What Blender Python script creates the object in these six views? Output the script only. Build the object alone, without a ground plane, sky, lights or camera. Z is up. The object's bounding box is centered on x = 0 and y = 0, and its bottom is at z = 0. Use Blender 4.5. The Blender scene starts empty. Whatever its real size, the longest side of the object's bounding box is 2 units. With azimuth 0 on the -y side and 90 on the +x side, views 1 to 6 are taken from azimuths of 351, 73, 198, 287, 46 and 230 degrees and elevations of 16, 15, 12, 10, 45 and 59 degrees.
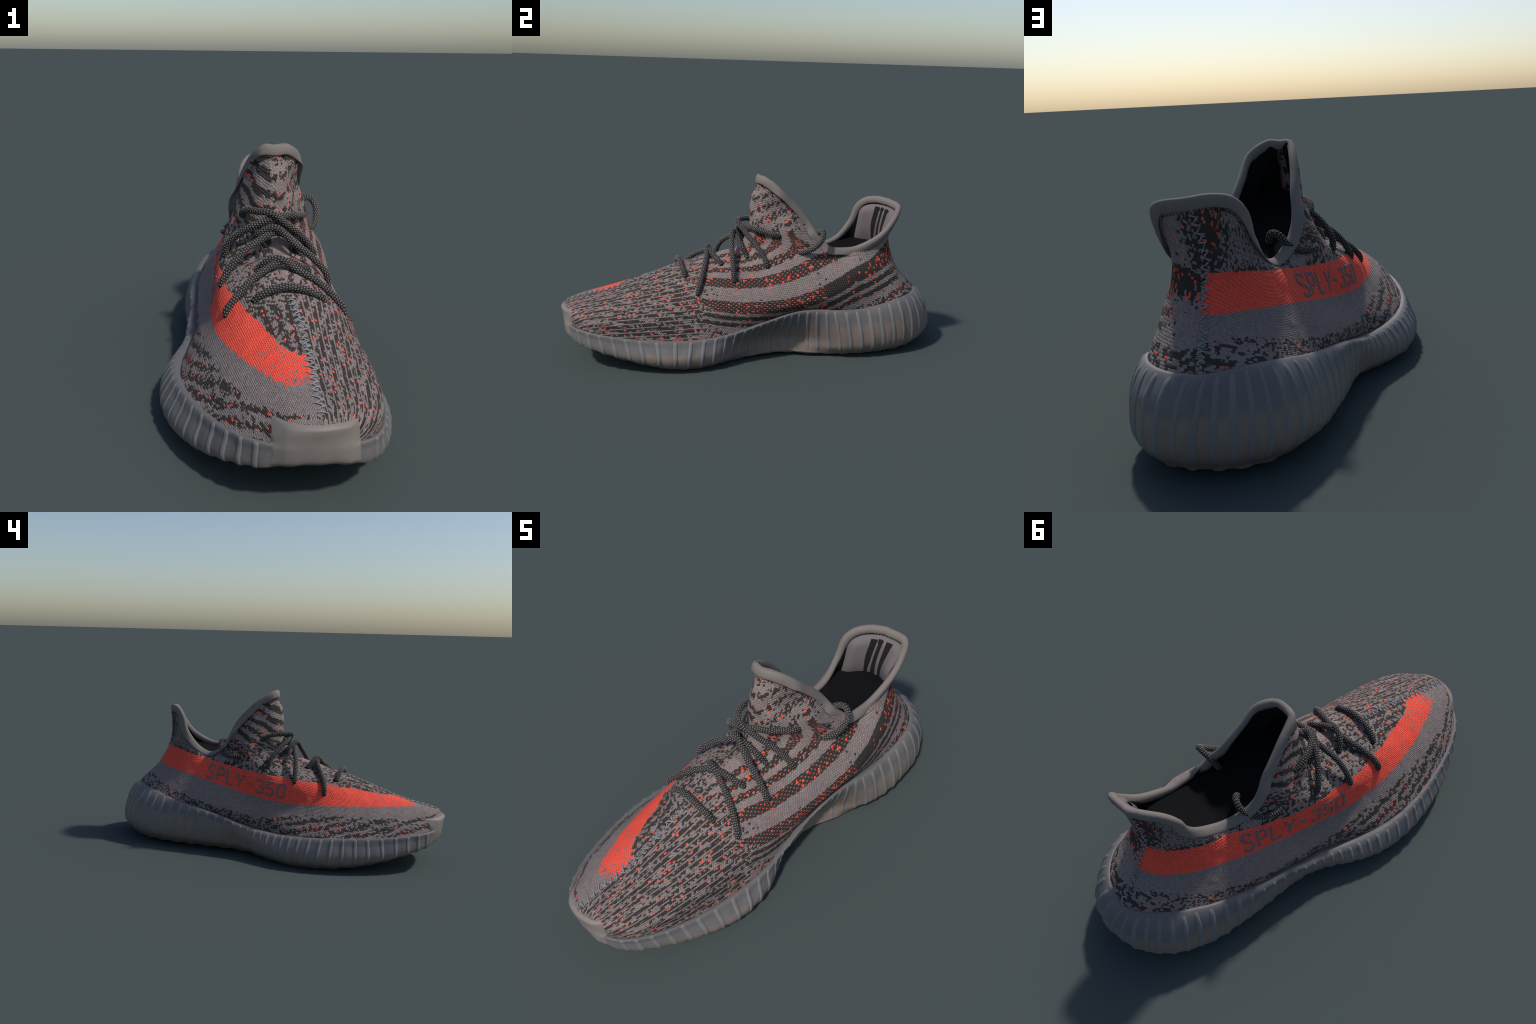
import bpy, bmesh, math
import numpy as np
from mathutils import Vector
from mathutils.bvhtree import BVHTree

rng = np.random.default_rng(350)

# ------------------------------------------------------------------ helpers
def spline(ts, pts, q):
    """Catmull-Rom (finite difference Hermite) through pts at parameters ts, sampled at q."""
    ts = np.asarray(ts, float); P = np.asarray(pts, float); q = np.atleast_1d(np.asarray(q, float))
    if P.ndim == 1:
        P = P[:, None]
    d = (P[1:] - P[:-1]) / (ts[1:] - ts[:-1])[:, None]
    m = np.empty_like(P); m[0] = d[0]; m[-1] = d[-1]
    h = ts[1:] - ts[:-1]
    if len(ts) > 2:
        m[1:-1] = (d[:-1] * h[1:, None] + d[1:] * h[:-1, None]) / (h[:-1] + h[1:])[:, None]
    i = np.clip(np.searchsorted(ts, q, side='right') - 1, 0, len(ts) - 2)
    w = ((q - ts[i]) / h[i])[:, None]; hh = h[i][:, None]
    return ((2*w**3 - 3*w**2 + 1) * P[i] + (w**3 - 2*w**2 + w) * hh * m[i]
            + (-2*w**3 + 3*w**2) * P[i+1] + (w**3 - w**2) * hh * m[i+1])

def hermite(p0, p1, m0, m1, w):
    return (2*w**3-3*w**2+1)*p0 + (w**3-2*w**2+w)*m0 + (-2*w**3+3*w**2)*p1 + (w**3-w**2)*m1

def unit(v):
    return v / np.maximum(np.linalg.norm(v, axis=-1, keepdims=True), 1e-9)

def make_obj(name, verts, faces, mat, parent=None, smooth=True):
    me = bpy.data.meshes.new(name)
    me.from_pydata([tuple(v) for v in np.asarray(verts).reshape(-1, 3)], [], [tuple(int(i) for i in f) for f in faces])
    me.validate()
    if mat: me.materials.append(mat)
    if smooth: me.polygons.foreach_set('use_smooth', [True] * len(me.polygons))
    ob = bpy.data.objects.new(name, me)
    bpy.context.scene.collection.objects.link(ob)
    if parent: ob.parent = parent
    return ob

def grid_faces(nu, nv, wrap_u=False, wrap_v=False, flip=False, off=0):
    iu = np.arange(nu if wrap_u else nu - 1); iv = np.arange(nv if wrap_v else nv - 1)
    a, b = np.meshgrid(iu, iv, indexing='ij')
    a2, b2 = (a + 1) % nu, (b + 1) % nv
    f = np.stack([a*nv+b, a2*nv+b, a2*nv+b2, a*nv+b2], -1).reshape(-1, 4) + off
    return f[:, ::-1] if flip else f

def grid_normals(G):
    du = np.gradient(G, axis=0); dv = np.gradient(G, axis=1)
    return unit(np.cross(du, dv))

def value_noise(P, scale, seed):
    """smooth 3-D value noise on a numpy array of points, range -1..1"""
    Q = P * scale; I = np.floor(Q).astype(np.int64); F = Q - I; F = F*F*(3-2*F)
    def hsh(i, j, k):
        n = (i*374761393 + j*668265263 + k*2147483647 + seed*1274126177) & 0xffffffff
        n = ((n ^ (n >> 13)) * 1274126177) & 0xffffffff
        return ((n ^ (n >> 16)) & 0xffff) / 32767.5 - 1
    out = 0
    for dx in (0, 1):
        for dy in (0, 1):
            for dz in (0, 1):
                wgt = np.where(dx, F[..., 0], 1-F[..., 0]) * np.where(dy, F[..., 1], 1-F[..., 1]) * np.where(dz, F[..., 2], 1-F[..., 2])
                out = out + wgt * hsh(I[..., 0]+dx, I[..., 1]+dy, I[..., 2]+dz)
    return out

#MATERIALS_BEGIN
# ------------------------------------------------------------------ materials: a small expression layer over shader nodes
class X:
    def __init__(self, tree, sock): self.t, self.s = tree, sock
    def _m(self, op, *o, clamp=False):
        n = self.t.nodes.new('ShaderNodeMath'); n.operation = op; n.use_clamp = clamp
        for i, a in enumerate((self,) + o):
            if isinstance(a, X): self.t.links.new(a.s, n.inputs[i])
            else: n.inputs[i].default_value = float(a)
        return X(self.t, n.outputs[0])
    def __add__(a, b): return a._m('ADD', b)
    __radd__ = __add__
    def __sub__(a, b): return a._m('SUBTRACT', b)
    def __rsub__(a, b): return a._m('MULTIPLY', -1.)._m('ADD', b)
    def __mul__(a, b): return a._m('MULTIPLY', b)
    __rmul__ = __mul__
    def __truediv__(a, b): return a._m('DIVIDE', b)
    def gt(a, b): return a._m('GREATER_THAN', b)
    def lt(a, b): return a._m('LESS_THAN', b)
    def floor(a): return a._m('FLOOR')
    def fract(a): return a._m('FRACT')
    def abs(a): return a._m('ABSOLUTE')
    def sin(a): return a._m('SINE')
    def max(a, b): return a._m('MAXIMUM', b)
    def min(a, b): return a._m('MINIMUM', b)
    def mod(a, b): return a._m('FLOORED_MODULO', b)
    def atan2(a, b): return a._m('ARCTAN2', b)
    def pow(a, b): return a._m('POWER', b)
    def sm(a, lo, hi):
        n = a.t.nodes.new('ShaderNodeMapRange'); n.interpolation_type = 'SMOOTHSTEP'
        n.inputs[1].default_value, n.inputs[2].default_value = lo, hi
        a.t.links.new(a.s, n.inputs[0]); return X(a.t, n.outputs[0])
    def ramp(a, lo, hi):
        n = a.t.nodes.new('ShaderNodeMapRange'); n.clamp = True
        n.inputs[1].default_value, n.inputs[2].default_value = lo, hi
        a.t.links.new(a.s, n.inputs[0]); return X(a.t, n.outputs[0])
    def band(a, lo, hi, soft): return a.sm(lo-soft, lo+soft)*(1 - a.sm(hi-soft, hi+soft))
    def mix(a, b, w): return a*(1-w) + b*w
    def curve(a, lo, hi, pts):
        """piecewise smooth function of a given by (value, result) points; results lie in 0..1"""
        n = a.t.nodes.new('ShaderNodeFloatCurve'); c = n.mapping.curves[0]
        q = [((p-lo)/(hi-lo), r) for p, r in pts]
        while len(c.points) < len(q): c.points.new(.5, .5)
        for p, (u, r) in zip(c.points, q): p.location = (u, r); p.handle_type = 'AUTO_CLAMPED'
        n.mapping.update()
        a.t.links.new(((a-lo)/(hi-lo)).s, n.inputs['Value']); return X(a.t, n.outputs[0])

class Mat:
    def __init__(self, name, rough=.85):
        self.m = bpy.data.materials.new(name); self.m.use_nodes = True; self.t = self.m.node_tree
        self.b = self.t.nodes['Principled BSDF']; self.b.inputs['Roughness'].default_value = rough
        self.b.inputs['Specular IOR Level'].default_value = .25
        co = self.t.nodes.new('ShaderNodeTexCoord'); self.co = co.outputs['Object']
        sp = self.t.nodes.new('ShaderNodeSeparateXYZ'); self.t.links.new(self.co, sp.inputs[0])
        self.x, self.y, self.z = [X(self.t, o) for o in sp.outputs]
    def vec(self, *c):
        n = self.t.nodes.new('ShaderNodeCombineXYZ')
        for i, a in enumerate(c):
            if isinstance(a, X): self.t.links.new(a.s, n.inputs[i])
            else: n.inputs[i].default_value = a
        return n.outputs[0]
    def noise(self, scale, detail=2., vec=None, rough=.5):
        n = self.t.nodes.new('ShaderNodeTexNoise'); n.inputs['Scale'].default_value = scale
        n.inputs['Detail'].default_value = detail; n.inputs['Roughness'].default_value = rough
        self.t.links.new(vec or self.co, n.inputs['Vector']); return X(self.t, n.outputs['Fac'])
    def white(self, *c):
        n = self.t.nodes.new('ShaderNodeTexWhiteNoise'); n.noise_dimensions = '3D'
        self.t.links.new(self.vec(*c), n.inputs['Vector']); return X(self.t, n.outputs['Value'])
    def rgb(self, c):
        n = self.t.nodes.new('ShaderNodeRGB'); n.outputs[0].default_value = (*c, 1); return n.outputs[0]
    def cmix(self, a, b, w):
        n = self.t.nodes.new('ShaderNodeMix'); n.data_type = 'RGBA'
        a = self.rgb(a) if isinstance(a, tuple) else a; b = self.rgb(b) if isinstance(b, tuple) else b
        self.t.links.new(a, n.inputs[6]); self.t.links.new(b, n.inputs[7])
        if isinstance(w, X): self.t.links.new(w.s, n.inputs[0])
        else: n.inputs[0].default_value = w
        return n.outputs[2]
    def scale_col(self, c, f):
        n = self.t.nodes.new('ShaderNodeVectorMath'); n.operation = 'SCALE'
        c = self.rgb(c) if isinstance(c, tuple) else c
        self.t.links.new(c, n.inputs[0]); self.t.links.new(f.s, n.inputs['Scale']); return n.outputs[0]
    def done(self, col, height=None, dist=.002, strength=.6):
        col = self.rgb(col) if isinstance(col, tuple) else col
        self.t.links.new(col, self.b.inputs['Base Color'])
        if height is not None:
            n = self.t.nodes.new('ShaderNodeBump'); n.inputs['Distance'].default_value = dist; n.inputs['Strength'].default_value = strength
            self.t.links.new(height.s, n.inputs['Height']); self.t.links.new(n.outputs[0], self.b.inputs['Normal'])
        return self.m

GREY, DARK, RED = (.254, .206, .196), (.046, .038, .033), (.95, .105, .066)

def knit_coords(M):
    """surface coordinates of the upper from the object position: u runs along the shoe and round the heel, v up the side"""
    x, y, z = M.x, M.y, M.z
    back = (y-.55).max(0.); dx = x-.04; rear = (y-.5).max(0.)*.9
    theta = (z-.12).atan2((dx*dx + rear*rear).pow(.5).max(.0005))*57.2958
    u = y.min(.55) + back.atan2((x-.1).abs().max(.001))*.28 + x*z.sm(.56, .68)*(1 - y.sm(.2, .35))
    v = theta*.0052 + (z-.55).max(0.)*.6
    return theta, u, v

def stitch_cells(M, u, v, cu, cv, wob=0.):
    if wob:
        u = u + (M.noise(120., 1.)-.5)*wob; v = v + (M.noise(127., 1.)-.5)*wob
    row = v/cv; r0 = row.floor(); col = u/cu + r0.mod(2.)*.5; c0 = col.floor()
    return c0, r0, col.fract()-.5, row.fract()-.5

def knit_material():
    M = Mat('marled_knit', .9); x, y, z = M.x, M.y, M.z
    theta, u, v = knit_coords(M)
    c0, r0, fu, fv = stitch_cells(M, u, v, .0108, .0074, .006)
    h1 = M.white(c0, r0, 1.7); h2 = M.white(c0, r0, 9.3)
    seam_x = .045 + y.sm(.3, .8)*.065
    left = x.lt(seam_x)
    # ---- outer side: zones by height against curves along the shoe
    zT = y.curve(-1, 1, [(-1, .35), (-.84, .352), (-.72, .372), (-.584, .395), (-.43, .419), (-.3, .437), (-.13, .453), (.055, .471), (.25, .495), (.46, .526), (.63, .56), (.8, .58), (1, .58)])
    zB = y.curve(-1, 1, [(-1, .335), (-.83, .335), (-.73, .334), (-.56, .331), (-.37, .326), (-.16, .32), (.02, .334), (.21, .366), (.41, .406), (.63, .443), (.76, .455), (1, .455)])
    jag = ((y/.042).fract()-.5)*.006*(1 - y.sm(-.42, -.3))
    red = left*z.lt(zT + (h1-.5)*.004)*(z - jag).gt(zB)*y.gt(-.835)
    red = red*(1 - h1.lt(.07)*y.lt(-.62))*(1 - y.lt(-.80)*h2.lt(.35))
    zlow = y.curve(-1, 1, [(-1, .31), (-.85, .285), (-.6, .278), (-.4, .282), (-.25, .27), (-.1, .245), (0, .232), (.2, .25), (.4, .285), (.6, .335), (.8, .39), (1, .4)])
    patch = M.noise(9., 3.)
    streak = M.noise(1., 2., M.vec(u*24., v*95., 0.))
    diag = ((z + y*.26 + (patch-.5)*.05)*6.2832/.040).sin()
    p_low = (.46 + diag*.40*(1 - y.sm(-.2, 0.)) + (streak-.5)*1.1 + (patch-.5)*.8*y.sm(-.2, 0.)).max(.08)
    low = 1 - (z - zlow + (M.noise(60., 2.)-.5)*.035).sm(-.006, .006)
    above = (z - zT).sm(-.001, .002)
    ankle = y.sm(.18, .3)
    dashes = ((u*6.2832/.030).sin()*.5+.5)*r0.mod(2.)
    p_ank = (.72*(1-((z-zT)/.05).ramp(0., 1.)*y.sm(.2, .5))*patch.sm(.3, .55)).max(dashes*.42)
    p_vamp = .54 + ((theta + (patch-.5)*3.)*6.2832/7.2).sin()*.36
    p_up = (.40 + (patch-.5)*1.6 + (streak-.5)*.7)
    p_above = p_up.mix(p_vamp, 1 - y.sm(-.48, -.36)).mix(p_ank, ankle)
    bands = ((z - y*.55 + (patch-.5)*.03)*6.2832/.062).sin()
    p_tongue = .5 + bands*.62
    p_above = p_above.mix(p_tongue, z.sm(.60, .66)*(1-y.sm(.35, .45)))
    p_heel = .85*(1 - (x-.11).abs().sm(.02, .09))*z.sm(.52, .6)*y.gt(.55)
    p_L = (low*p_low + above*p_above).max(p_heel)
    # ---- inner side: long bands that follow a reference line along the shoe
    ref = u.curve(-1, 1.05, [(-1, .74), (-.7, .66), (-.5, .56), (-.32, .435), (-.15, .375), (0, .36), (.154, .374), (.33, .436), (.53, .548), (.7, .60), (1.05, .65)])*100.
    h = theta - ref + (M.noise(45., 2.)-.5)*1.8
    wide = (h.band(12., 20., .3)).max(h.band(-9., 0.5, .3)).max(h.band(-15., -11.5, .4)*.95).max(h.band(-21., -17.5, .5)*.9)
    wide = wide.max(h.band(25., 29.5, .5)*.9).max(h.band(33., 37., .6)*.9).max(h.band(40., 44., .6)*.9)
    wide = wide*(1 - y.sm(.60, .68)*(1-x.sm(.2, .27))*(1-(z + (M.noise(14., 3.)-.5)*.16).sm(.44, .56)))
    course = (theta/4.3 + (patch-.5)*.35).fract()
    sweep = ((h + y*14.)*6.2832/9.5).sin()
    rows = (.66 + sweep*.26 + (streak-.5)*1.3 - (1-y.sm(-1., -.75))*.12)*course.gt(.26)
    front = 1 - y.sm(-.42, -.22)
    p_R = wide.mix(rows, front).mix((.30 + bands*.30), z.sm(.64, .7)*(1-y.sm(.35, .45)))
    p_R = p_R.max(h.lt(-26.)*.5*y.gt(-.3)).max(p_heel) + .01
    # dotted lattice inside the wide dark bands
    d0, q0, du, dv = stitch_cells(M, u, v, .0262, .0078)
    dot = (du*du*11. + dv*dv*4.2).lt(.28)*y.band(-.42, .42, .03)*z.lt(.64)*h.gt(-8.5)*(h.gt(5.).max(y.lt(.3)))
    dh = M.white(d0, q0, 4.1)
    dotred = dot*(du.lt(.03)*dh.gt(.25)).max(dh.gt(.85))
    # ---- threads of colour
    p = p_R.mix(p_L, left)
    dark = p.gt(h1*.96)
    dark = dark*(1 - dot*(1-left))
    speck = h2.gt(.94)*p.sm(.2, .5)*(1-y.sm(.62, .7)*.3)*(1 - (1-left)*y.band(-.3, .45, .05)*.75*z.lt(.6))
    speck = speck.max(h2.gt(.955)*(1-left)*y.gt(-.3)).max(h2.gt(.8)*(1-left)*y.gt(.6)*z.band(.45, .60, .02))
    dotred = dotred*(1-left)*p.sm(.5, .8)
    hole = ((fu-.02)*(fu-.02)*9. + fv*fv*9.).lt(.42 + (h1-.5)*.3)
    plain = left*(1-low)*(1-above)
    fib = M.noise(260., 2.)
    grey = M.scale_col(GREY, .84 + fib*.25 + (h2-.5)*.22 + (1-left)*.04)
    grey = M.cmix(grey, M.cmix((.13, .055, .048), DARK, left), hole*(.50*plain + .32*(1-plain)*(1-front*.5)))
    col = M.cmix(grey, M.scale_col(DARK, .7+fib*.6), dark)
    col = M.cmix(col, M.scale_col(RED, .75+fib*.4), speck*(hole.max(dark)))
    col = M.cmix(col, M.scale_col(RED, .75+fib*.4), dotred)
    col = M.cmix(col, M.cmix(M.scale_col(RED, .93+fib*.14), (.33, .02, .012), hole*.62), red)
    pillow = (1 - fu*fu*4.)*(1 - fv*fv*4.)
    ridge = (1 - (course-.13).abs().min(1.1-course).sm(.06, .22))*front*(1-left)*1.3
    height = pillow*.9 + ridge*.8 + dot*(1-left)*.8 + fib*.5 - hole*.25
    return M.done(col, height, .0042, .75)

def cloth(name, col, scale, dist=.0012, var=.25, rough=.85):
    M = Mat(name, rough); n = M.noise(scale, 3.); m = M.noise(7., 3.)
    if max(col) < .05: M.b.inputs['Specular IOR Level'].default_value = .06
    return M.done(M.scale_col(col, 1-var + n*var + m*var), n, dist, .5)

def sole_material():
    """cloudy translucent rubber: grey cage with the warm foam showing through in patches"""
    M = Mat('cloudy_rubber', .48); M.b.inputs['Subsurface Weight'].default_value = .12
    M.b.inputs['Subsurface Radius'].default_value = (.03, .025, .02); M.b.inputs['Subsurface Scale'].default_value = .4
    n = M.noise(6., 3.); f = M.noise(40., 2.)
    edge = M.y.curve(-1, 1, [(-1, .16), (-.6, .10), (-.3, .10), (0, .15), (.3, .19), (.7, .20), (1, .21)])
    warm = (1 - (M.z - edge + (n-.5)*.07).sm(-.018, .018))
    col = M.cmix((.138, .131, .131), (.212, .164, .134), warm*.9)
    return M.done(M.scale_col(col, .86 + f*.14 + n*.14), f, .001, .25)

def rubber(name, col, rough=.5):
    M = Mat(name, rough); n = M.noise(8., 3.); f = M.noise(60., 2.)
    return M.done(M.scale_col(col, .84 + n*.2 + f*.1), f, .0008, .3)

def letter_material():
    M = Mat('letter_yarn', .9); th, u, v = knit_coords(M)
    c0, r0, fu, fv = stitch_cells(M, u, v, .0108, .0074, .006)
    hole = (fu*fu*9. + fv*fv*9.).lt(.5)
    col = M.cmix((.185, .165, .17), (.06, .045, .045), hole*.8)
    return M.done(col, (1 - fu*fu*4.)*(1 - fv*fv*4.), .003, .6)

M_KNIT = knit_material(); M_SOLE = sole_material(); M_LETTER = letter_material()
M_RIB = rubber('rib_rubber', (.172, .164, .161), .75); M_OUT = rubber('tread_rubber', (.19, .185, .17)); M_BUMPER = rubber('bumper_rubber', (.20, .176, .158), .5)
M_TRIM = cloth('binding_tape', (.182, .158, .143), 160.); M_LINING = cloth('black_lining', (.007, .007, .008), 90.)
M_PAD = cloth('pad_suede', (.150, .128, .132), 120., .0008, .18); M_BLACK = cloth('black_tape', (.018, .018, .018), 120.)
M_LACE = cloth('lace_core', (.026, .024, .023), 200.); M_LACE_DOT = cloth('lace_yarn', (.158, .147, .142), 300., .0006)
M_THREAD = cloth('seam_yarn', (.25, .25, .262), 300., .0006)
#MATERIALS_END

# ------------------------------------------------------------------ the shoe's guide curves
# stations run from the toe tip (0) round each side to the back seam (22); the shoe points to -y.
# each side: sole edge, low side, shoulder; the top guide is the centre line up to the tongue tip
# (station 12) and the collar edge behind it.
ST = np.arange(23)
TOE = (.03, -.966, .215)
SEAM = [(.066, .907, .315), (.1, .775, .455), (.115, .708, .61), (.15, .725, .808)]
L_EDGE = [TOE, (-.06, -.957, .215), (-.14, -.905, .212), (-.216, -.798, .199), (-.272, -.66, .189), (-.31, -.515, .182),
          (-.324, -.38, .174), (-.312, -.225, .165), (-.27, -.085, .159), (-.236, .014, .164), (-.222, .09, .178), (-.218, .15, .191),
          (-.215, .20, .203), (-.213, .25, .215), (-.21, .30, .228), (-.206, .36, .24), (-.2, .41, .25), (-.187, .49, .263),
          (-.168, .585, .28), (-.132, .685, .301), (-.082, .783, .319), (-.015, .862, .321), SEAM[0]]
L_SIDE = [(.03, -.983, .248), (-.055, -.968, .25), (-.112, -.91, .252), (-.16, -.80, .27), (-.187, -.66, .285), (-.196, -.515, .304),
          (-.211, -.38, .308), (-.211, -.23, .302), (-.198, -.09, .31), (-.182, .01, .318), (-.17, .09, .34), (-.158, .15, .36),
          (-.147, .20, .38), (-.137, .25, .395), (-.128, .30, .405), (-.122, .36, .41), (-.112, .41, .415), (-.095, .49, .425),
          (-.066, .585, .445), (-.018, .68, .452), (.028, .735, .458), (.07, .765, .458), SEAM[1]]
L_SHOULDER = [(.03, -.989, .27), (-.03, -.972, .282), (-.05, -.915, .305), (-.06, -.80, .335), (-.07, -.66, .362), (-.085, -.515, .396),
              (-.107, -.38, .428), (-.14, -.225, .447), (-.142, -.085, .462), (-.133, 0, .492), (-.115, .07, .540), (-.098, .13, .588),
              (-.080, .165, .630), (-.072, .21, .625), (-.072, .265, .588), (-.062, .33, .53), (-.055, .41, .51), (-.042, .48, .53),
              (-.012, .575, .565), (.03, .64, .6), (.07, .682, .61), (.097, .698, .61), SEAM[2]]
R_EDGE = [TOE, (.11, -.96, .213), (.19, -.93, .206), (.255, -.83, .19), (.305, -.68, .173), (.33, -.53, .16), (.34, -.39, .156),
          (.34, -.26, .166), (.325, -.15, .183), (.312, -.05, .207), (.306, .04, .231), (.31, .11, .252), (.315, .18, .267),
          (.318, .25, .271), (.323, .32, .268), (.33, .39, .262), (.335, .46, .26), (.337, .54, .264), (.336, .63, .281),
          (.322, .73, .302), (.27, .82, .308), (.18, .885, .311), SEAM[0]]
R_SIDE = [L_SIDE[0], (.115, -.965, .25), (.185, -.93, .255), (.25, -.83, .265), (.280, -.68, .274), (.292, -.53, .287), (.299, -.39, .302),
          (.315, -.27, .315), (.319, -.16, .32), (.325, -.06, .326), (.329, .03, .335), (.333, .1, .345), (.338, .17, .36),
          (.350, .25, .383), (.355, .31, .403), (.355, .38, .43), (.35, .45, .447), (.332, .53, .453), (.306, .61, .453),
          (.278, .675, .453), (.24, .727, .458), (.18, .765, .46), SEAM[1]]
R_SHOULDER = [L_SHOULDER[0], (.095, -.974, .284), (.12, -.928, .308), (.145, -.815, .325), (.168, -.67, .353), (.178, -.52, .393), (.19, -.38, .432),
              (.195, -.265, .455), (.198, -.165, .475), (.193, -.075, .494), (.193, -.01, .526), (.205, .06, .573), (.214, .115, .614),
              (.240, .18, .62), (.250, .25, .587), (.262, .315, .557), (.268, .40, .533), (.277, .475, .54), (.268, .55, .555),
              (.256, .622, .58), (.238, .675, .61), (.19, .712, .615), SEAM[2]]
CENTRE = [(.03, -.988, .290), (.035, -.966, .309), (.035, -.915, .325), (.04, -.80, .348), (.045, -.66, .388), (.05, -.51, .441),
          (.05, -.38, .482), (.05, -.27, .507), (.05, -.17, .53), (.05, -.085, .565), (.053, -.036, .665), (.058, -.022, .80), (.066, .012, .931)]
RIM_ST_L = [12, 12.5, 13, 13.5, 14, 15, 16, 17, 18, 19, 20, 21, 22]
L_RIM = [CENTRE[12], (.020, .026, .931), (-.012, .10, .883), (-.032, .165, .82), (-.041, .215, .765), (-.042, .29, .625), (-.005, .385, .552),
         (.012, .475, .578), (.004, .55, .665), (.008, .585, .75), (.04, .628, .798), (.09, .68, .813), SEAM[3]]
R_RIM = [CENTRE[12], (.120, .026, .933), (.174, .085, .893), (.178, .155, .828), (.186, .22, .762), (.225, .282, .662), (.252, .345, .59),
         (.252, .43, .576), (.265, .51, .585), (.276, .618, .637), (.281, .69, .712), (.260, .735, .790), SEAM[3]]
T_KNOT = (0., .36, .68, 1.)

def guide_top(rim, s):
    s = np.atleast_1d(s); out = np.empty((len(s), 3)); f = s <= 12
    out[f] = spline(ST[:13], CENTRE, s[f]); out[~f] = spline(RIM_ST_L, rim, s[~f]); return out

def side_guides(side, s):
    if side == 'L': return [spline(ST, L_EDGE, s), spline(ST, L_SIDE, s), spline(ST, L_SHOULDER, s), guide_top(L_RIM, s)]
    return [spline(ST, R_EDGE, s), spline(ST, R_SIDE, s), spline(ST, R_SHOULDER, s), guide_top(R_RIM, s)]

def side_surface(side, s, t):
    """points of the upper on one side, array [len(s), len(t), 3]"""
    s = np.asarray(s, float); t = np.asarray(t, float)
    g = side_guides(side, s); other = side_guides('R' if side == 'L' else 'L', s)[2]
    k = T_KNOT
    d = [(g[i+1] - g[i]) / (k[i+1] - k[i]) for i in range(3)]
    h = [k[i+1] - k[i] for i in range(3)]
    m = [None]*4
    swell = np.interp(s, [6, 9, 11, 15, 18], [0, .018, .026, .018, 0]) if side == 'L' else np.interp(s, [8, 11, 14, 16, 19], [0, .006, .009, .007, 0])
    m[0] = d[0] + (swell/.148/h[0])[:, None]*np.array([-1. if side == 'L' else 1., 0, 0])
    for i in (1, 2): m[i] = (d[i-1]*h[i] + d[i]*h[i-1]) / (h[i-1] + h[i])
    across = (other - g[2]) / (2*(k[3]-k[2]))
    free = d[2]
    w = np.clip((13.2 - s) / 1.2, 0, 1)[:, None]; w = w*w*(3-2*w)
    m[3] = across*w + free*(1-w)
    G = np.empty((len(s), len(t), 3))
    for j, tt in enumerate(t):
        i = min(2, int(np.searchsorted(k, tt, side='right') - 1))
        ww = (tt - k[i]) / h[i]
        G[:, j] = hermite(g[i], g[i+1], m[i]*h[i], m[i+1]*h[i], ww)
    return G

def even_stations(n, lo=0., hi=22.):
    q = np.linspace(lo, hi, 2000)
    a = side_guides('L', q); b = side_guides('R', q)
    step = sum(np.linalg.norm(np.diff(c, axis=0), axis=1) for c in (a[0], a[2], a[3], b[0], b[2], b[3]))
    acc = np.r_[0, np.cumsum(step + 1e-4)]
    return np.interp(np.linspace(0, acc[-1], n), acc, q)

# dents in the instep: hollow folds beside the tongue root, and soft wrinkles under the laces
DENTS = [((.15, .03, .60), .05, .020), ((.165, .11, .77), .06, .030), ((.13, -.09, .53), .045, .016), ((-.03, -.10, .53), .045, .012)]
def relief(P, N):
    d = .0018*value_noise(P, 14., 3) + .0012*value_noise(P, 33., 5)
    zone = np.clip((P[..., 1]+.42)/.1, 0, 1)*np.clip((.12-P[..., 1])/.1, 0, 1)*np.clip(1-np.abs(P[..., 0]-.05)/.17, 0, 1)
    d = d + zone*.010*value_noise(P*np.array([.6, 1.6, 1.]), 17., 9)
    for c, r, depth in DENTS:
        d = d - depth*np.exp(-np.sum((P-np.array(c))**2, -1)/r**2)
    return P + N*d[..., None]

# ------------------------------------------------------------------ root
shoe = bpy.data.objects.new('knit_sneaker', None); bpy.context.scene.collection.objects.link(shoe)
shoe['label'] = 'grey marled knit sneaker with orange side stripe and ribbed sole'
shoe['category'] = 'sneaker'

# ------------------------------------------------------------------ upper
NS, NT = 560, 150
S_UP = even_stations(NS); T_UP = np.linspace(0, 1, NT)
surf = {}
verts, faces = [], []
for side in 'LR':
    G = side_surface(side, S_UP, T_UP); N = grid_normals(G)
    if side == 'L': N = -N
    # N must point outward: check against the centre of the shoe
    c = np.array([.08, 0, .25]); 
    if np.mean(np.sum(N*(G-np.array([.07, 0, .2])*np.array([1, 0, 1])-G*np.array([0, 1, 0]), ), -1)) < 0: N = -N
    surf[side] = (G, N)
# blend the normals across the shared centre line so that no seam opens there
front = S_UP <= 12
mid = unit(surf['L'][1][front, -1] + surf['R'][1][front, -1])
surf['L'][1][front, -1] = mid; surf['R'][1][front, -1] = mid
mid = unit(surf['L'][1][-1] + surf['R'][1][-1]); surf['L'][1][-1] = mid; surf['R'][1][-1] = mid
mid = unit(surf['L'][1][0] + surf['R'][1][0]); surf['L'][1][0] = mid; surf['R'][1][0] = mid
GL = relief(*surf['L']); GR = relief(*surf['R'])
verts = np.concatenate([GL.reshape(-1, 3), GR.reshape(-1, 3)])
faces = np.concatenate([grid_faces(NS, NT), grid_faces(NS, NT, flip=True, off=NS*NT)])
upper = make_obj('knit_upper', verts, faces, M_KNIT, shoe)
bm = bmesh.new(); bm.from_mesh(upper.data); bmesh.ops.remove_doubles(bm, verts=bm.verts, dist=2e-5)
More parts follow.
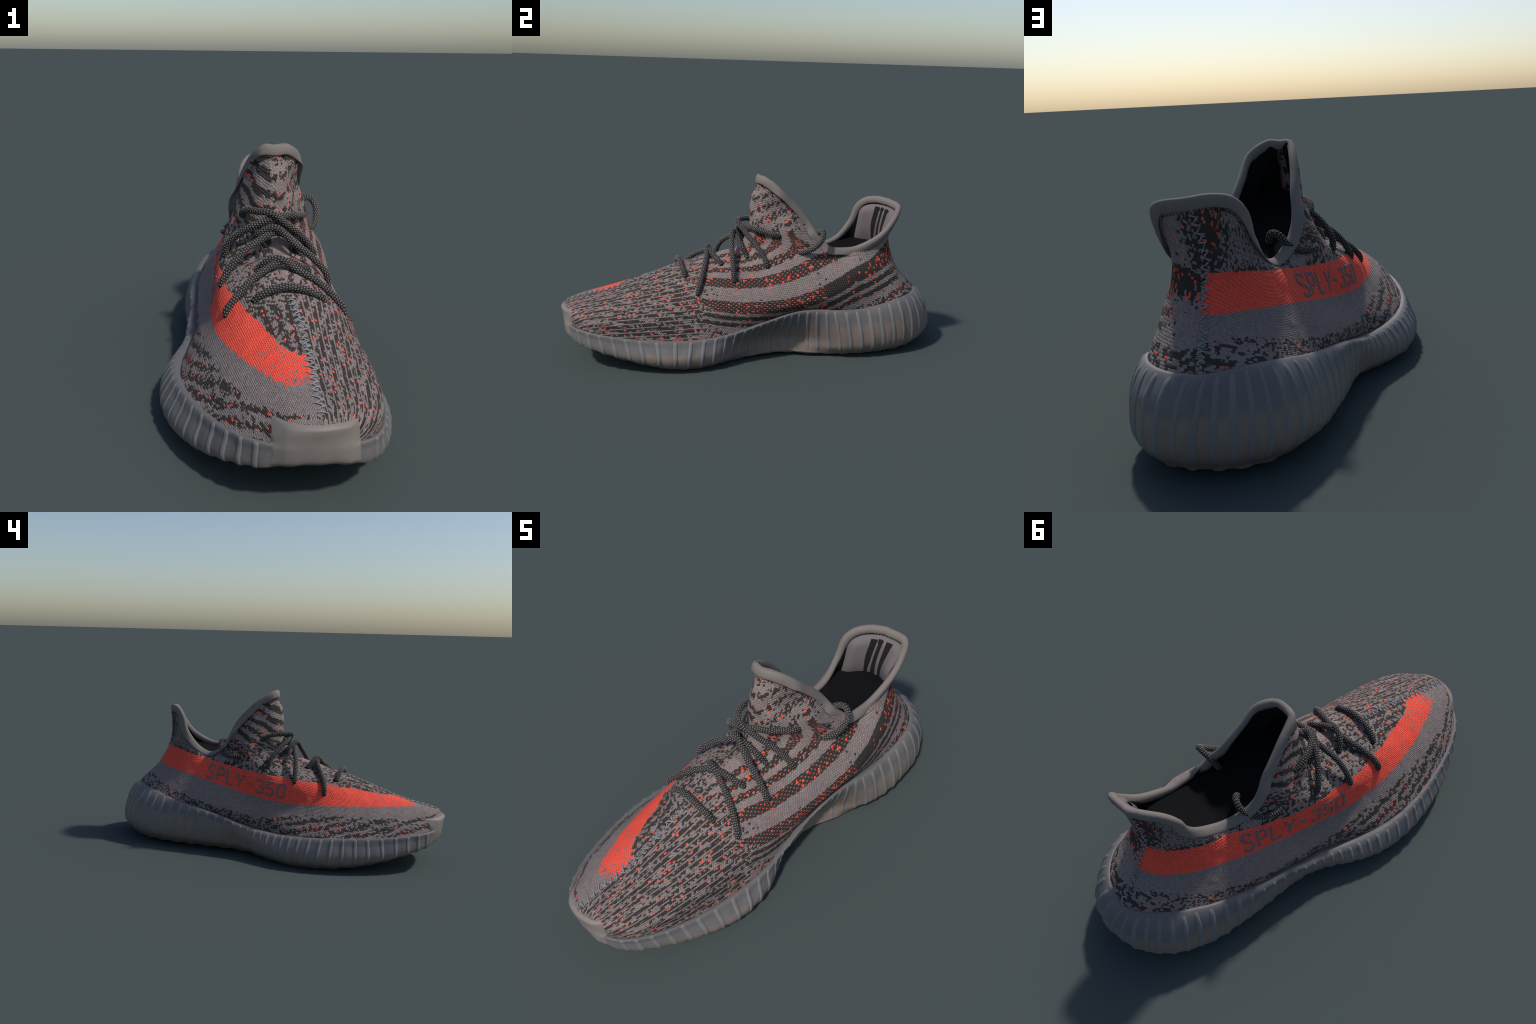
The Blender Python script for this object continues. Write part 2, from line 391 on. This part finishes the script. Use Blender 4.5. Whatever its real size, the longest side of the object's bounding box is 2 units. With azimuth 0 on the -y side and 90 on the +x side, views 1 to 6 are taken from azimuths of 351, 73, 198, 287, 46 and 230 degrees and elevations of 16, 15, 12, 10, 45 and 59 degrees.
bmesh.ops.recalc_face_normals(bm, faces=bm.faces)
bm.to_mesh(upper.data); upper_bvh = BVHTree.FromBMesh(bm); bm.free()

# ------------------------------------------------------------------ lining, and a dark lid added across the opening
IN = .016
S_IN = S_UP[S_UP > 8.2]; sel = np.where(S_UP > 8.2)[0]
tsel = np.where((T_UP > .12) & (T_UP < .965))[0]
vv, ff = [], []
off = 0
for side, flip in (('L', True), ('R', False)):
    G, N = surf[side]
    I = (relief(G, N) - N*IN)[np.ix_(sel[::3], tsel[::3])]
    vv.append(I.reshape(-1, 3)); ff.append(grid_faces(I.shape[0], I.shape[1], flip=flip, off=off)); off += I.shape[0]*I.shape[1]
make_obj('lining', np.concatenate(vv), np.concatenate(ff), M_LINING, shoe)
FLOOR = ([0, .12, .25, .4, .6, .8], [.74, .69, .610, .546, .572, .575])   # height of the added lid, after the scan's filled-in opening
def lid_line(side):
    G = relief(*surf[side])[S_UP > 9.5] - surf[side][1][S_UP > 9.5]*IN
    j = np.argmin(np.abs(G[..., 2] - np.interp(G[..., 1], *FLOOR)), axis=1); return G[np.arange(len(G)), j]
a, b = lid_line('L'), lid_line('R')
lid = np.stack([a + (b-a)*w + np.array([0, 0, -.008*math.sin(math.pi*w)]) for w in np.linspace(0, 1, 15)], 1)[::4]
make_obj('opening_lid', lid.reshape(-1, 3), grid_faces(lid.shape[0], 15), M_LINING, shoe)  # added dark lid just under the rim, no real footbed; the true one is unseen

# ------------------------------------------------------------------ collar binding (folded tape round the opening)
def rim_frames(n):
    q = np.linspace(12, 22, n); out = []
    for side in 'LR':
        G = side_surface(side, q, np.array([.93, .965, 1.]))
        tip_up = unit(np.array(CENTRE[12]) - np.array(CENTRE[11])); b = np.clip((q-12)/1.6, 0, 1)[:, None]; b = b*b*(3-2*b)
        U = unit(tip_up*(1-b) + unit(G[:, 2]-G[:, 1])*b); T = unit(np.gradient(G[:, 2], axis=0)); N = unit(np.cross(T, U))
        if side == 'R': N = -N
        if np.mean(np.sum(N*(G[:, 2]-np.array([.1, .36, .6]))*np.array([1, 1, 0]), -1)) < 0: N = -N
        out.append((G[:, 2], U, N))
    (pl, ul, nl), (pr, ur, nr) = out
    P = np.r_[pl, pr[::-1][1:-1]]; U = np.r_[ul, ur[::-1][1:-1]]; N = np.r_[nl, nr[::-1][1:-1]]
    for _ in range(10):
        U = unit(U + .5*(np.roll(U, 1, 0)+np.roll(U, -1, 0))); N = unit(N + .5*(np.roll(N, 1, 0)+np.roll(N, -1, 0)))
    for _ in range(3): P = (P + .5*(np.roll(P, 1, 0)+np.roll(P, -1, 0)))/2
    T = unit(np.roll(P, -1, 0) - np.roll(P, 1, 0))
    U = unit(U - T*np.sum(U*T, -1, keepdims=True)); N = unit(N - U*np.sum(U*N, -1, keepdims=True) - T*np.sum(T*N, -1, keepdims=True))
    return P - U*.008, U, N
RP, RU, RN = rim_frames(170)
prof = [(.003, -.034), (.006, -.031), (.0075, -.02), (.0085, -.006), (.005, .006), (-.004, .011), (-.014, .009), (-.021, .002),
        (-.0225, -.01), (-.021, -.024), (-.018, -.027), (-.012, -.02), (-.003, -.02)]
B = np.stack([RP + RN*n + RU*u for n, u in prof], 1)
make_obj('collar_binding', B.reshape(-1, 3), grid_faces(len(RP), len(prof), True, True), M_TRIM, shoe)
# line of stitches along the binding
def dash(verts, faces, c, t, n, u, l, w, h):
    o = len(verts)
    for a in (-l, l):
        for bb, hh in ((-w, 0), (-w*.6, h), (w*.6, h), (w, 0)):
            verts.append(c + t*a + u*bb + n*hh)
    for i in range(3): faces.append((o+i, o+i+1, o+i+5, o+i+4))
    faces.append((o+3, o+2, o+1, o)); faces.append((o+4, o+5, o+6, o+7)); faces.append((o, o+4, o+7, o+3))
dv, df = [], []
dens = np.r_[RP, RP[:1]]; acc = np.r_[0, np.cumsum(np.linalg.norm(np.diff(dens, axis=0), axis=1))]
RT = unit(np.roll(RP, -1, 0) - np.roll(RP, 1, 0))
def at(arr, q): return unit(np.array([np.interp(q, acc, np.r_[arr, arr[:1]][:, k]) for k in range(3)])) if arr is not RP else np.array([np.interp(q, acc, dens[:, k]) for k in range(3)])
for q in np.arange(.006, acc[-1], .0125):
    p, u, n, t = at(RP, q), at(RU, q), at(RN, q), at(RT, q)
    base = p - u*.040
    hit = upper_bvh.find_nearest(Vector(base))
    hn = np.array(hit[1]); 
    if np.dot(hn, n) < 0: hn = -hn
    dash(dv, df, np.array(hit[0]) - hn*.0005, t, hn, u, .0036, .0014, .0016)
    dash(dv, df, p - u*.0235 - n*.0212, t, -n, u, .0036, .0014, .0022)
ob = make_obj('binding_stitch', dv, df, M_BLACK, shoe); ob['kind'] = 'stuff'

# ------------------------------------------------------------------ padded heel lining with three stripes
def inner_patch(lo, hi, t0, t1, lift, ns, nt, puff):
    """patch on the inside of the heel tab between two signed distances from the back seam (L negative)"""
    out = np.empty((ns, nt, 3))
    tt = np.linspace(t0, t1, nt)
    q = np.linspace(0, 5, 240)
    tab = {sd: side_surface(sd, 22-q, tt) for sd in 'LR'}
    arc = {sd: np.r_[np.zeros((1, nt)), np.cumsum(np.linalg.norm(np.diff(tab[sd], axis=0), axis=2), 0)] for sd in 'LR'}
    for i, a in enumerate(np.linspace(lo, hi, ns)):
        side = 'L' if a < 0 else 'R'
        P = np.stack([[np.interp(abs(a), arc[side][:, j], tab[side][:, j, k]) for k in range(3)] for j in range(nt)])
        P2 = np.stack([[np.interp(abs(a)+.004, arc[side][:, j], tab[side][:, j, k]) for k in range(3)] for j in range(nt)])
        T = P2-P; U = np.gradient(P, axis=0); N = unit(np.cross(T, U))
        inward = np.array([.12, .35, .7]) - P
        N = np.where((np.sum(N*inward, -1) < 0)[:, None], -N, N)
        edge = min((i)/(ns*.12), (ns-1-i)/(ns*.12), 1.)
        e2 = np.minimum(np.minimum(np.arange(nt)/(nt*.12), (nt-1-np.arange(nt))/(nt*.12)), 1.)
        out[i] = P + N*(lift + puff*(edge*e2)**.5)[:, None]
    for _ in range(6 if ns > 20 else 0): out[1:-1] = (out[:-2] + 2*out[1:-1] + out[2:])/4
    return out
pad = inner_patch(-.175, .16, .53, .94, .014, 48, 30, .028)
make_obj('heel_pad', pad.reshape(-1, 3), grid_faces(48, 30), M_PAD, shoe)
for c in (-.040, .008, .056):
    st = inner_patch(c-.0165, c+.0165, .56, .925, .0418, 10, 30, .0015)
    make_obj('heel_stripe', st.reshape(-1, 3), grid_faces(10, 30), M_BLACK, shoe)

# ------------------------------------------------------------------ midsole
L_OUT = [(.03, -.972, .165), (-.07, -.957, .158), (-.155, -.918, .143), (-.245, -.81, .12), (-.315, -.68, .10), (-.37, -.525, .085), (-.394, -.37, .08),
         (-.389, -.21, .08), (-.345, -.07, .085), (-.295, .03, .09), (-.27, .10, .095), (-.257, .16, .1), (-.252, .21, .1), (-.25, .26, .1),
         (-.25, .31, .1), (-.252, .37, .1), (-.252, .43, .1), (-.25, .51, .105), (-.243, .61, .11), (-.222, .72, .115), (-.165, .85, .125),
         (-.05, .955, .135), (.1, .999, .14)]
R_OUT = [L_OUT[0], (.12, -.970, .158), (.205, -.928, .138), (.28, -.82, .12), (.345, -.67, .095), (.385, -.53, .08), (.395, -.41, .075), (.375, -.27, .08),
         (.318, -.155, .09), (.268, -.06, .10), (.242, .03, .105), (.238, .10, .105), (.255, .18, .105), (.287, .25, .10), (.326, .32, .10),
         (.37, .40, .1), (.388, .47, .1), (.395, .55, .1), (.39, .65, .11), (.375, .76, .12), (.325, .875, .13), (.225, .97, .138), L_OUT[22]]
L_LOW = [.135, .13, .115, .08, .047, .022, .008, .004, .008, .014, .02, .022, .022, .022, .022, .024, .024, .025, .026, .028, .034, .038, .040]
R_LOW = [.135, .13, .112, .078, .044, .018, .006, .006, .012, .017, .02, .02, .02, .018, .016, .014, .016, .018, .02, .024, .032, .038, .040]

NB = 1200
def sole_loop(n):
    """stations round the whole sole: 0..22 along the right side, then back to 0 along the left"""
    q = np.linspace(0, 22, 3000)
    oR, oL = spline(ST, R_OUT, q), spline(ST, L_OUT, q)
    O = np.r_[oR, oL[::-1][1:-1]]
    E = np.r_[spline(ST, R_EDGE, q), spline(ST, L_EDGE, q)[::-1][1:-1]]
    Z = np.r_[spline(ST, R_LOW, q), spline(ST, L_LOW, q)[::-1][1:-1]][:, 0]
    C = np.r_[O, O[:1]]; acc = np.r_[0, np.cumsum(np.linalg.norm(np.diff(C, axis=0), axis=1))]
    w = np.linspace(0, acc[-1], n, endpoint=False)
    f = lambda A: np.stack([np.interp(w, acc, np.r_[A, A[:1]][:, k]) for k in range(A.shape[1])], 1)
    ease = lambda v: np.clip(v, 0, 1)**2*(3-2*np.clip(v, 0, 1))
    lip = lambda a, b, h: h*ease((q-a+3)/3)*ease((b+3-q)/3)
    SWELL = np.r_[np.zeros(len(q)), lip(7.5, 10.5, .018)[::-1][1:-1]]
    SET = np.r_[.05 - lip(10, 12.5, .058), np.full(len(q)-2, .05)]
    LIP = np.r_[lip(9, 14.5, .013), lip(10, 15.5, .010)[::-1][1:-1]]
    return f(O), f(E), f(Z[:, None])[:, 0], w, acc[-1], f(LIP[:, None]), f(SET[:, None]), f(SWELL[:, None])
def smooth_loop(A, k):
    for _ in range(k): A = (A + .5*(np.roll(A, 1, 0) + np.roll(A, -1, 0)))/2
    return A
O, E, ZL, WL, LEN, LIP, INSET, SWELL = sole_loop(NB)
O = smooth_loop(O, 30); E = smooth_loop(E, 12)
tang = unit((np.roll(O, -1, 0) - np.roll(O, 1, 0))*np.array([1, 1, 0]))
OUTN = np.stack([tang[:, 1], -tang[:, 0], 0*tang[:, 0]], 1)
if np.mean(np.sum(OUTN*(O-np.array([.05, 0, 0])), -1)) < 0: OUTN = -OUTN
LOW = O - OUTN*INSET; LOW[:, 2] = ZL
def wall(t, lift=0.):
    """midsole wall: t 0 = top edge against the upper, .6 = widest line, 1 = bottom edge; arrays broadcast over the loop"""
    lipin = E - OUTN*.012 + np.array([0, 0, -.004])
    lip = E + OUTN*(.006 + LIP + SWELL*.5) + np.array([0, 0, .003])
    up = E*.55 + O*.45 + OUTN*(.006 + LIP*.8 + SWELL + .02*np.clip((E[:, 2:3]-.2)/.12, 0, 1)); 
    up[:, 2] = E[:, 2]*.62 + O[:, 2]*.38
    dn = O - OUTN*.013*INSET/.05; dn[:, 2] = O[:, 2]*.42 + ZL*.58
    return spline([0, .1, .38, .64, .84, 1.], np.stack([lipin, lip, up, O, dn, LOW]).reshape(6, -1), t).reshape(-1, NB, 3)
TW = np.linspace(0, 1, 40)
W = wall(TW)
W += .0012*value_noise(W, 25., 21)[..., None]
Wg = np.transpose(W, (1, 0, 2))
WN = unit(np.cross(np.roll(Wg, -1, 0)-np.roll(Wg, 1, 0), np.gradient(Wg, axis=1)))
if np.mean(np.sum(WN[:, 20]*OUTN, -1)) < 0: WN = -WN
# shallow scallops: the wall swells a little between neighbouring ribs
NRIB = 58
phase = (WL/LEN*NRIB) % 1.
def rib_height(t): return np.clip(t/.16-.6, 0, 1)*np.clip((1.02-t)/.08, 0, 1)
Wg = Wg + WN*(.0016*np.cos(2*np.pi*phase)[:, None]*np.interp(TW, [0, .2, .45, .9, 1], [0, .15, .6, 1, .8])[None])[..., None]
make_obj('midsole', Wg.reshape(-1, 3), grid_faces(NB, len(TW), True), M_SOLE, shoe)
mid_ob = bpy.data.objects['midsole']

# ribs: slim raised bars, their feet leaning back towards the heel
def rib_places():
    """loop indices of the ribs: wide spacing on the forefoot and heel, close at the arch"""
    out, w, step = [], .03, LEN/NB
    while w < LEN-.03:
        i = int(w/step) % NB; out.append(w/step)
        w += float(np.interp(O[i, 1], [-1, -.6, -.3, -.1, .1, .3, .6, .9], [.055, .078, .062, .046, .050, .060, .063, .062]))*rng.uniform(.95, 1.05)
    return out
cyc = 9
trib = np.linspace(.15, .95, 26)
def on_wall(idx, t):
    idx = idx % NB; i0 = int(idx); fr = idx-i0; j = t*(len(TW)-1); j0 = min(int(j), len(TW)-2); fj = j-j0
    f = lambda A: (A[i0][j0]*(1-fr)+A[(i0+1) % NB][j0]*fr)*(1-fj) + (A[i0][j0+1]*(1-fr)+A[(i0+1) % NB][j0+1]*fr)*fj
    return f(Wg), f(WN)
for c in rib_places():
    x0, y0 = O[int(c) % NB, :2]
    if y0 < -.935: continue
    toward_heel = 1 if c < NB/2 else -1
    lean = toward_heel*float(np.interp(y0, [-.5, .1, .5, .9, 1.], [0, 2.5, 6.5, 5, 0]))
    half = float(np.interp(y0, [-.9, -.2, .1, .6], [2.9, 2.7, 2.3, 3.0]))*rng.uniform(.9, 1.1)
    top = .15 + rng.uniform(-.01, .02)
    R = []
    for i, t in enumerate(np.linspace(top, .95, 26)):
        e = max(0., min(1., i/2.5, (25-i)/4.))
        row = []
        for a in np.linspace(-1, 1, cyc):
            p, n = on_wall(c + lean*(t-.5) + a*half*(.45+.55*e**.5), t)
            row.append(p + n*(.0046*(1-a*a)**.6*e**.5 - .0010))
        R.append(row)
    make_obj('rib', np.array(R).reshape(-1, 3), grid_faces(26, cyc), M_RIB, mid_ob)

# ------------------------------------------------------------------ outsole with bumpy tread edge
inner = []
spine = np.stack([np.interp(LOW[:, 1], [-1, -.5, 0, .5, 1], [.03, .02, .02, .06, .08]), np.clip(LOW[:, 1], -.86, .86), 0*ZL], 1)
floor_z = np.interp(LOW[:, 1], [-1, -.9, -.8, -.7, -.6, -.5, -.4, -.25, .0, .3, .5, .8, .95], [.165, .125, .085, .05, .027, .012, .003, 0, .012, .01, 0, .004, .03])
rows = [LOW + OUTN*.004 + np.array([0, 0, .006])]
for w, dz in ((.0, -.004), (.06, -.008), (.13, -.010), (.3, -.010), (.6, -.010), (.95, -.010)):
    p = LOW*(1-w) + spine*w
    base = ZL*(1-min(1, w*2.2)) + floor_z*min(1, w*2.2)
    p[:, 2] = base + dz + .010 - (.010 if w > .05 else .006)
    bump = .006*np.maximum(0, np.cos(2*np.pi*WL/LEN*46))**.5*(1 if .03 < w < .2 else .35)
    p[:, 2] = p[:, 2] + .004 - bump
    rows.append(p)
OS = np.stack(rows, 1); OS[..., 2] = np.maximum(OS[..., 2], 0.)
make_obj('outsole', OS.reshape(-1, 3), grid_faces(NB, OS.shape[1], True), M_OUT, shoe)
tv = bpy.data.objects['outsole'].data
zmin = min(v.co.z for v in tv.vertices)

# ------------------------------------------------------------------ toe bumper: a moulded cap laid over the toe
dg = bpy.context.evaluated_depsgraph_get()
mid_bvh = BVHTree.FromObject(mid_ob, dg)
NX, NZ = 64, 44
BU = np.empty((NX, NZ, 3))
for i, a in enumerate(np.linspace(-1, 1, NX)):
    for j, b in enumerate(np.linspace(0, 1, NZ)):
        z = .118 + b*(.287-.118) - .006*a*a*b + .006*a*(1-b)
        half = np.interp(z, [.118, .17, .24, .29], [.140, .131, .128, .120])
        x = .022 + a*half
        y = 0.
        for bvh in (upper_bvh, mid_bvh):
            h = bvh.ray_cast(Vector((x, -2, z)), Vector((0, 1, 0)))
            if h[0] is not None: y = min(y, h[0].y)
        BU[i, j] = (x, y, z)
Y = BU[..., 1].copy()
for _ in range(160):
    Y[1:-1, 1:-1] = (Y[:-2, 1:-1] + Y[2:, 1:-1] + Y[1:-1, :-2] + Y[1:-1, 2:])/4
    Y[1:-1, 1:-1] = np.minimum(Y[1:-1, 1:-1], BU[1:-1, 1:-1, 1])
for _ in range(12): Y[1:-1, 1:-1] = (Y[:-2, 1:-1] + Y[2:, 1:-1] + Y[1:-1, :-2] + Y[1:-1, 2:])/4
ei = np.minimum(np.arange(NX), NX-1-np.arange(NX))/9.; ej = np.minimum(np.arange(NZ), NZ-1-np.arange(NZ))/3.
edge = np.clip(np.minimum(ei[:, None], ej[None]), 0, 1)
BU[..., 1] = np.maximum(Y - .0145*edge**.5*np.linspace(.5, 1, NZ)[None] + .002*(1-edge), -.9998)
make_obj('toe_bumper', BU.reshape(-1, 3), grid_faces(NX, NZ), M_BUMPER, shoe)

# ------------------------------------------------------------------ laces: round braided cord
def resample(pts, step):
    P = np.asarray(pts, float)
    d = np.r_[0, np.cumsum(np.linalg.norm(np.diff(P, axis=0), axis=1)**.5)]
    F = spline(d, P, np.linspace(0, d[-1], 400))
    acc = np.r_[0, np.cumsum(np.linalg.norm(np.diff(F, axis=0), axis=1))]
    n = max(4, int(acc[-1]/step))
    w = np.linspace(0, acc[-1], n)
    return np.stack([np.interp(w, acc, F[:, k]) for k in range(3)], 1), acc[-1]
def frames(P):
    T = unit(np.gradient(P, axis=0)); n = np.cross(T[0], [0, 0, 1.]); n = n/np.linalg.norm(n); A = []
    for t in T:
        n = n - t*np.dot(n, t); n = n/np.linalg.norm(n); A.append(n)
    A = np.array(A); return T, A, np.cross(T, A)
R_LACE = .0134
def push_out(P, clear, ends):
    """lift the cord off the knit so that it lies on the surface; its ends dive into their eyelets"""
    Q = P.copy()
    for i, p in enumerate(P):
        hit = upper_bvh.find_nearest(Vector(p))
        n = np.array(hit[1]); c = np.array(hit[0])
        outw = p - np.array([.06, p[1]+.12, .25])
        if np.dot(n, outw) < 0: n = -n
        d = np.dot(p - c, n)
        k = min(i, len(P)-1-i)
        need = clear if k > 3 else clear*(k/3.)*1.6 - clear*.6
        if d < need or (k <= 3 and ends): Q[i] = p + n*(need-d)
    for _ in range(2): Q[1:-1] = (Q[:-2] + 2*Q[1:-1] + Q[2:])/4
    return Q
bump_u = [(math.cos(a)*.62, math.sin(a)*.62, .55) for a in np.arange(6)*math.pi/3]
def lace(pts, push=True):
    P, ln = resample(pts, .008)
    if push: P = push_out(P, R_LACE*.82, True); P, ln = resample(P, .006)
    T, A, Bn = frames(P)
    ring = np.linspace(0, 2*np.pi, 16, endpoint=False)
    rad = np.full(len(P), R_LACE*.93); rad[0] *= .55; rad[-1] *= .55; rad[1] *= .85; rad[-2] *= .85
    V = P[:, None] + rad[:, None, None]*(np.cos(ring)[None, :, None]*A[:, None] + np.sin(ring)[None, :, None]*Bn[:, None])
    f = [tuple(x) for x in grid_faces(len(P), 16, wrap_v=True)]
    f.append(tuple(range(15, -1, -1))); f.append(tuple((len(P)-1)*16+i for i in range(16)))
    cord = make_obj('lace', V.reshape(-1, 3), f, M_LACE, shoe)
    # braid: staggered oval knots standing proud of the cord
    n = max(2, int(ln/.0098)); bv, bf = [], []
    for k in range(n):
        w = (k+.5)/n*(len(P)-1); i0 = min(int(w), len(P)-2); fr = w-i0
        p = P[i0]*(1-fr)+P[i0+1]*fr; a = unit(A[i0]*(1-fr)+A[i0+1]*fr); b = unit(Bn[i0]*(1-fr)+Bn[i0+1]*fr); t = unit(T[i0]*(1-fr)+T[i0+1]*fr)
        if k < 1 or k > n-2: continue
        for m in range(8):
            th = (m + .5*(k % 2))*2*math.pi/8 + rng.normal(0, .03)
            o = a*math.cos(th) + b*math.sin(th); q = np.cross(t, o)
            c = p + o*R_LACE*.90; o0 = len(bv)
            sl, sq = .0038*rng.uniform(.9, 1.05), .0034*rng.uniform(.85, 1.05)
            for cx, cy, cz in bump_u: bv.append(c + t*cx*1.6*sl + q*cy*1.6*sq + o*.0002)
            for cx, cy, cz in bump_u: bv.append(c + t*cx*.95*sl + q*cy*.95*sq + o*.0016)
            bv.append(c + o*.0020)
            for e in range(6):
                bf.append((o0+e, o0+(e+1) % 6, o0+6+(e+1) % 6, o0+6+e)); bf.append((o0+6+e, o0+6+(e+1) % 6, o0+12))
    kn = make_obj('braid_knot', bv, bf, M_LACE_DOT, cord); kn['kind'] = 'stuff'
lace([(-.074, -.385, .440), (-.04, -.397, .475), (.025, -.400, .498), (.10, -.402, .488), (.15, -.395, .460), (.178, -.388, .428)])
# three crossed pairs: outer eyelet on one side to the inner eyelet on the other
lace([(-.162, -.342, .372), (-.135, -.335, .43), (-.075, -.300, .487), (-.01, -.265, .522), (.06, -.245, .546), (.12, -.225, .52), (.163, -.197, .474)])
lace([(.266, -.344, .362), (.235, -.325, .42), (.165, -.290, .482), (.10, -.268, .520), (.04, -.252, .558), (-.01, -.232, .535), (-.035, -.205, .495)])
lace([(-.155, -.167, .424), (-.142, -.165, .48), (-.085, -.152, .548), (-.02, -.128, .59), (.06, -.105, .618), (.13, -.09, .575), (.17, -.075, .53)])
lace([(.260, -.156, .42), (.240, -.156, .47), (.180, -.148, .535), (.117, -.138, .584), (.05, -.118, .640), (-.01, -.09, .61), (-.035, -.062, .575)])
lace([(-.133, .003, .50), (-.118, -.01, .55), (-.07, -.045, .607), (-.01, -.075, .645), (.05, -.075, .668), (.11, -.03, .665), (.165, .05, .65), (.192, .104, .632)])
lace([(.236, .029, .478), (.215, .01, .53), (.165, -.022, .588), (.10, -.062, .640), (.04, -.088, .688), (-.01, -.055, .69), (-.045, .015, .68), (-.058, .068, .65)])
# end loops through the collar
lace([(.245, .180, .555), (.272, .205, .565), (.295, .25, .59), (.30, .292, .635), (.275, .305, .668), (.235, .30, .66), (.20, .285, .62), (.19, .27, .57)], False)
lace([(-.080, .168, .556), (-.106, .195, .553), (-.100, .245, .550), (-.072, .292, .558), (-.036, .325, .590), (-.008, .332, .622), (.022, .318, .622), (.042, .29, .58)], False)

# ------------------------------------------------------------------ seam threads (toe seam and heel seam)
def tube(bv, bf, P, r, k=5):
    T, A, Bn = frames(P); o = len(bv); ring = np.linspace(0, 2*np.pi, k, endpoint=False)
    for i in range(len(P)):
        for a in ring: bv.append(P[i] + r*(math.cos(a)*A[i] + math.sin(a)*Bn[i]))
    bf += [tuple(x) for x in grid_faces(len(P), k, wrap_v=True, off=o)]
def on_surface(p, lift):
    h = upper_bvh.find_nearest(Vector(p)); n = np.array(h[1]); c = np.array(h[0])
    if np.dot(n, c - np.array([.07, np.clip(c[1], -.7, .55), .3])) < 0: n = -n
    return c + n*lift
tv_, tf_ = [], []
def zigzag(path, width, step):
    P, ln = resample(path, .004); n = int(ln/step)
    for i in range(n):
        c0 = P[int(i/n*(len(P)-1))]; c1 = P[min(len(P)-1, int((i+1)/n*(len(P)-1)))]
        t = unit(c1-c0); q = unit(np.cross(t, on_surface(c0, .05)-on_surface(c0, 0)))
        for _ in range(2):
            w = width*rng.uniform(.6, 1.15); a = c0 + q*w*(1 if i % 2 else -1) + t*rng.normal(0, .004); b = c1 - q*w*(1 if i % 2 else -1)*rng.uniform(.5, 1.1) + t*rng.normal(0, .004)
            S = np.array([on_surface(a*(1-f)+b*f, .0015 + .0035*math.sin(math.pi*f)) for f in np.linspace(0, 1, 6)])
            tube(tv_, tf_, S, .0016)
zigzag([(.052, -.43, .47), (.055, -.55, .43), (.052, -.66, .39), (.046, -.78, .352), (.034, -.90, .33), (.035, -.965, .308)], .017, .014)
zigzag([(.07, .90, .325), (.085, .83, .39), (.1, .77, .46), (.112, .71, .57), (.113, .702, .64), (.135, .71, .74), (.142, .718, .77)], .014, .014)
ob = make_obj('seam_thread', tv_, tf_, M_THREAD, shoe); ob['kind'] = 'stuff'

# ------------------------------------------------------------------ lettering on the stripe: stroked block characters
GLYPH = {  # strokes on a cell 1 wide, 1 high
    'S': [[(1, .84), (.82, 1), (.18, 1), (0, .84), (0, .66), (.18, .54), (.82, .46), (1, .34), (1, .16), (.82, 0), (.18, 0), (0, .16)]],
    'P': [[(0, 0), (0, 1), (.8, 1), (1, .86), (1, .6), (.8, .46), (0, .46)]],
    'L': [[(0, 1), (0, 0), (1, 0)]],
    'Y': [[(0, 1), (.12, .72), (.5, .48), (.88, .72), (1, 1)], [(.5, .48), (.5, 0)]],
    '-': [[(.1, .48), (.9, .48)]],
    '3': [[(0, .88), (.18, 1), (.82, 1), (1, .86), (1, .64), (.82, .53), (.4, .53)], [(.82, .53), (1, .4), (1, .14), (.82, 0), (.18, 0), (0, .12)]],
    '5': [[(.95, 1), (.08, 1), (.02, .56), (.78, .56), (1, .42), (1, .14), (.8, 0), (.15, 0), (0, .1)]],
    '0': [[(.2, 0), (0, .16), (0, .84), (.2, 1), (.8, 1), (1, .84), (1, .16), (.8, 0), (.2, 0)]],
}
red_top = lambda y: np.interp(y, [-.13, -.04, .055, .15, .25, .35, .46], [.453, .461, .471, .482, .495, .511, .526])
red_bot = lambda y: np.interp(y, [-.164, -.075, .02, .113, .21, .31, .41], [.32, .326, .334, .35, .366, .385, .406])
def side_point(y, z, lift):
    h = upper_bvh.ray_cast(Vector((-1., y, z)), Vector((1, 0, 0)))
    return np.array(h[0]) + np.array([-lift, 0, 0])
text, y_start, pitch, cw = 'SPLY-350', .384, .0650, .040
for k, ch in enumerate(text):
    ya = y_start - k*pitch
    bv, bf = [], []
    for stroke in GLYPH[ch]:
        P = np.array(stroke, float)
        d = np.r_[0, np.cumsum(np.linalg.norm(np.diff(P, axis=0)*np.array([cw, .075]), axis=1))]
        w = np.linspace(0, d[-1], max(4, int(d[-1]/.0028)))
        F = np.stack([np.interp(w, d, P[:, 0]), np.interp(w, d, P[:, 1])], 1)
        D = unit(np.gradient(F*np.array([cw, .075]), axis=0)); Nn = np.stack([-D[:, 1], D[:, 0]], 1)
        o = len(bv)
        for i in range(len(F)):
            for a, lift in ((-1.05, -.002), (-.9, .0022), (0, .0026), (.9, .0022), (1.05, -.002)):
                ly, lz = F[i]*np.array([cw, .075]) + Nn[i]*a*.0056
                slant = .10*lz
                y = ya - ly - slant
                zt, zb = float(red_top(y)), float(red_bot(y)); midz = (zt+zb)/2
                bv.append(side_point(y, midz - .040 + lz*.98, lift))
        bf += [tuple(x) for x in grid_faces(len(F), 5, off=o)]
    make_obj('letter', bv, bf, M_LETTER, shoe)
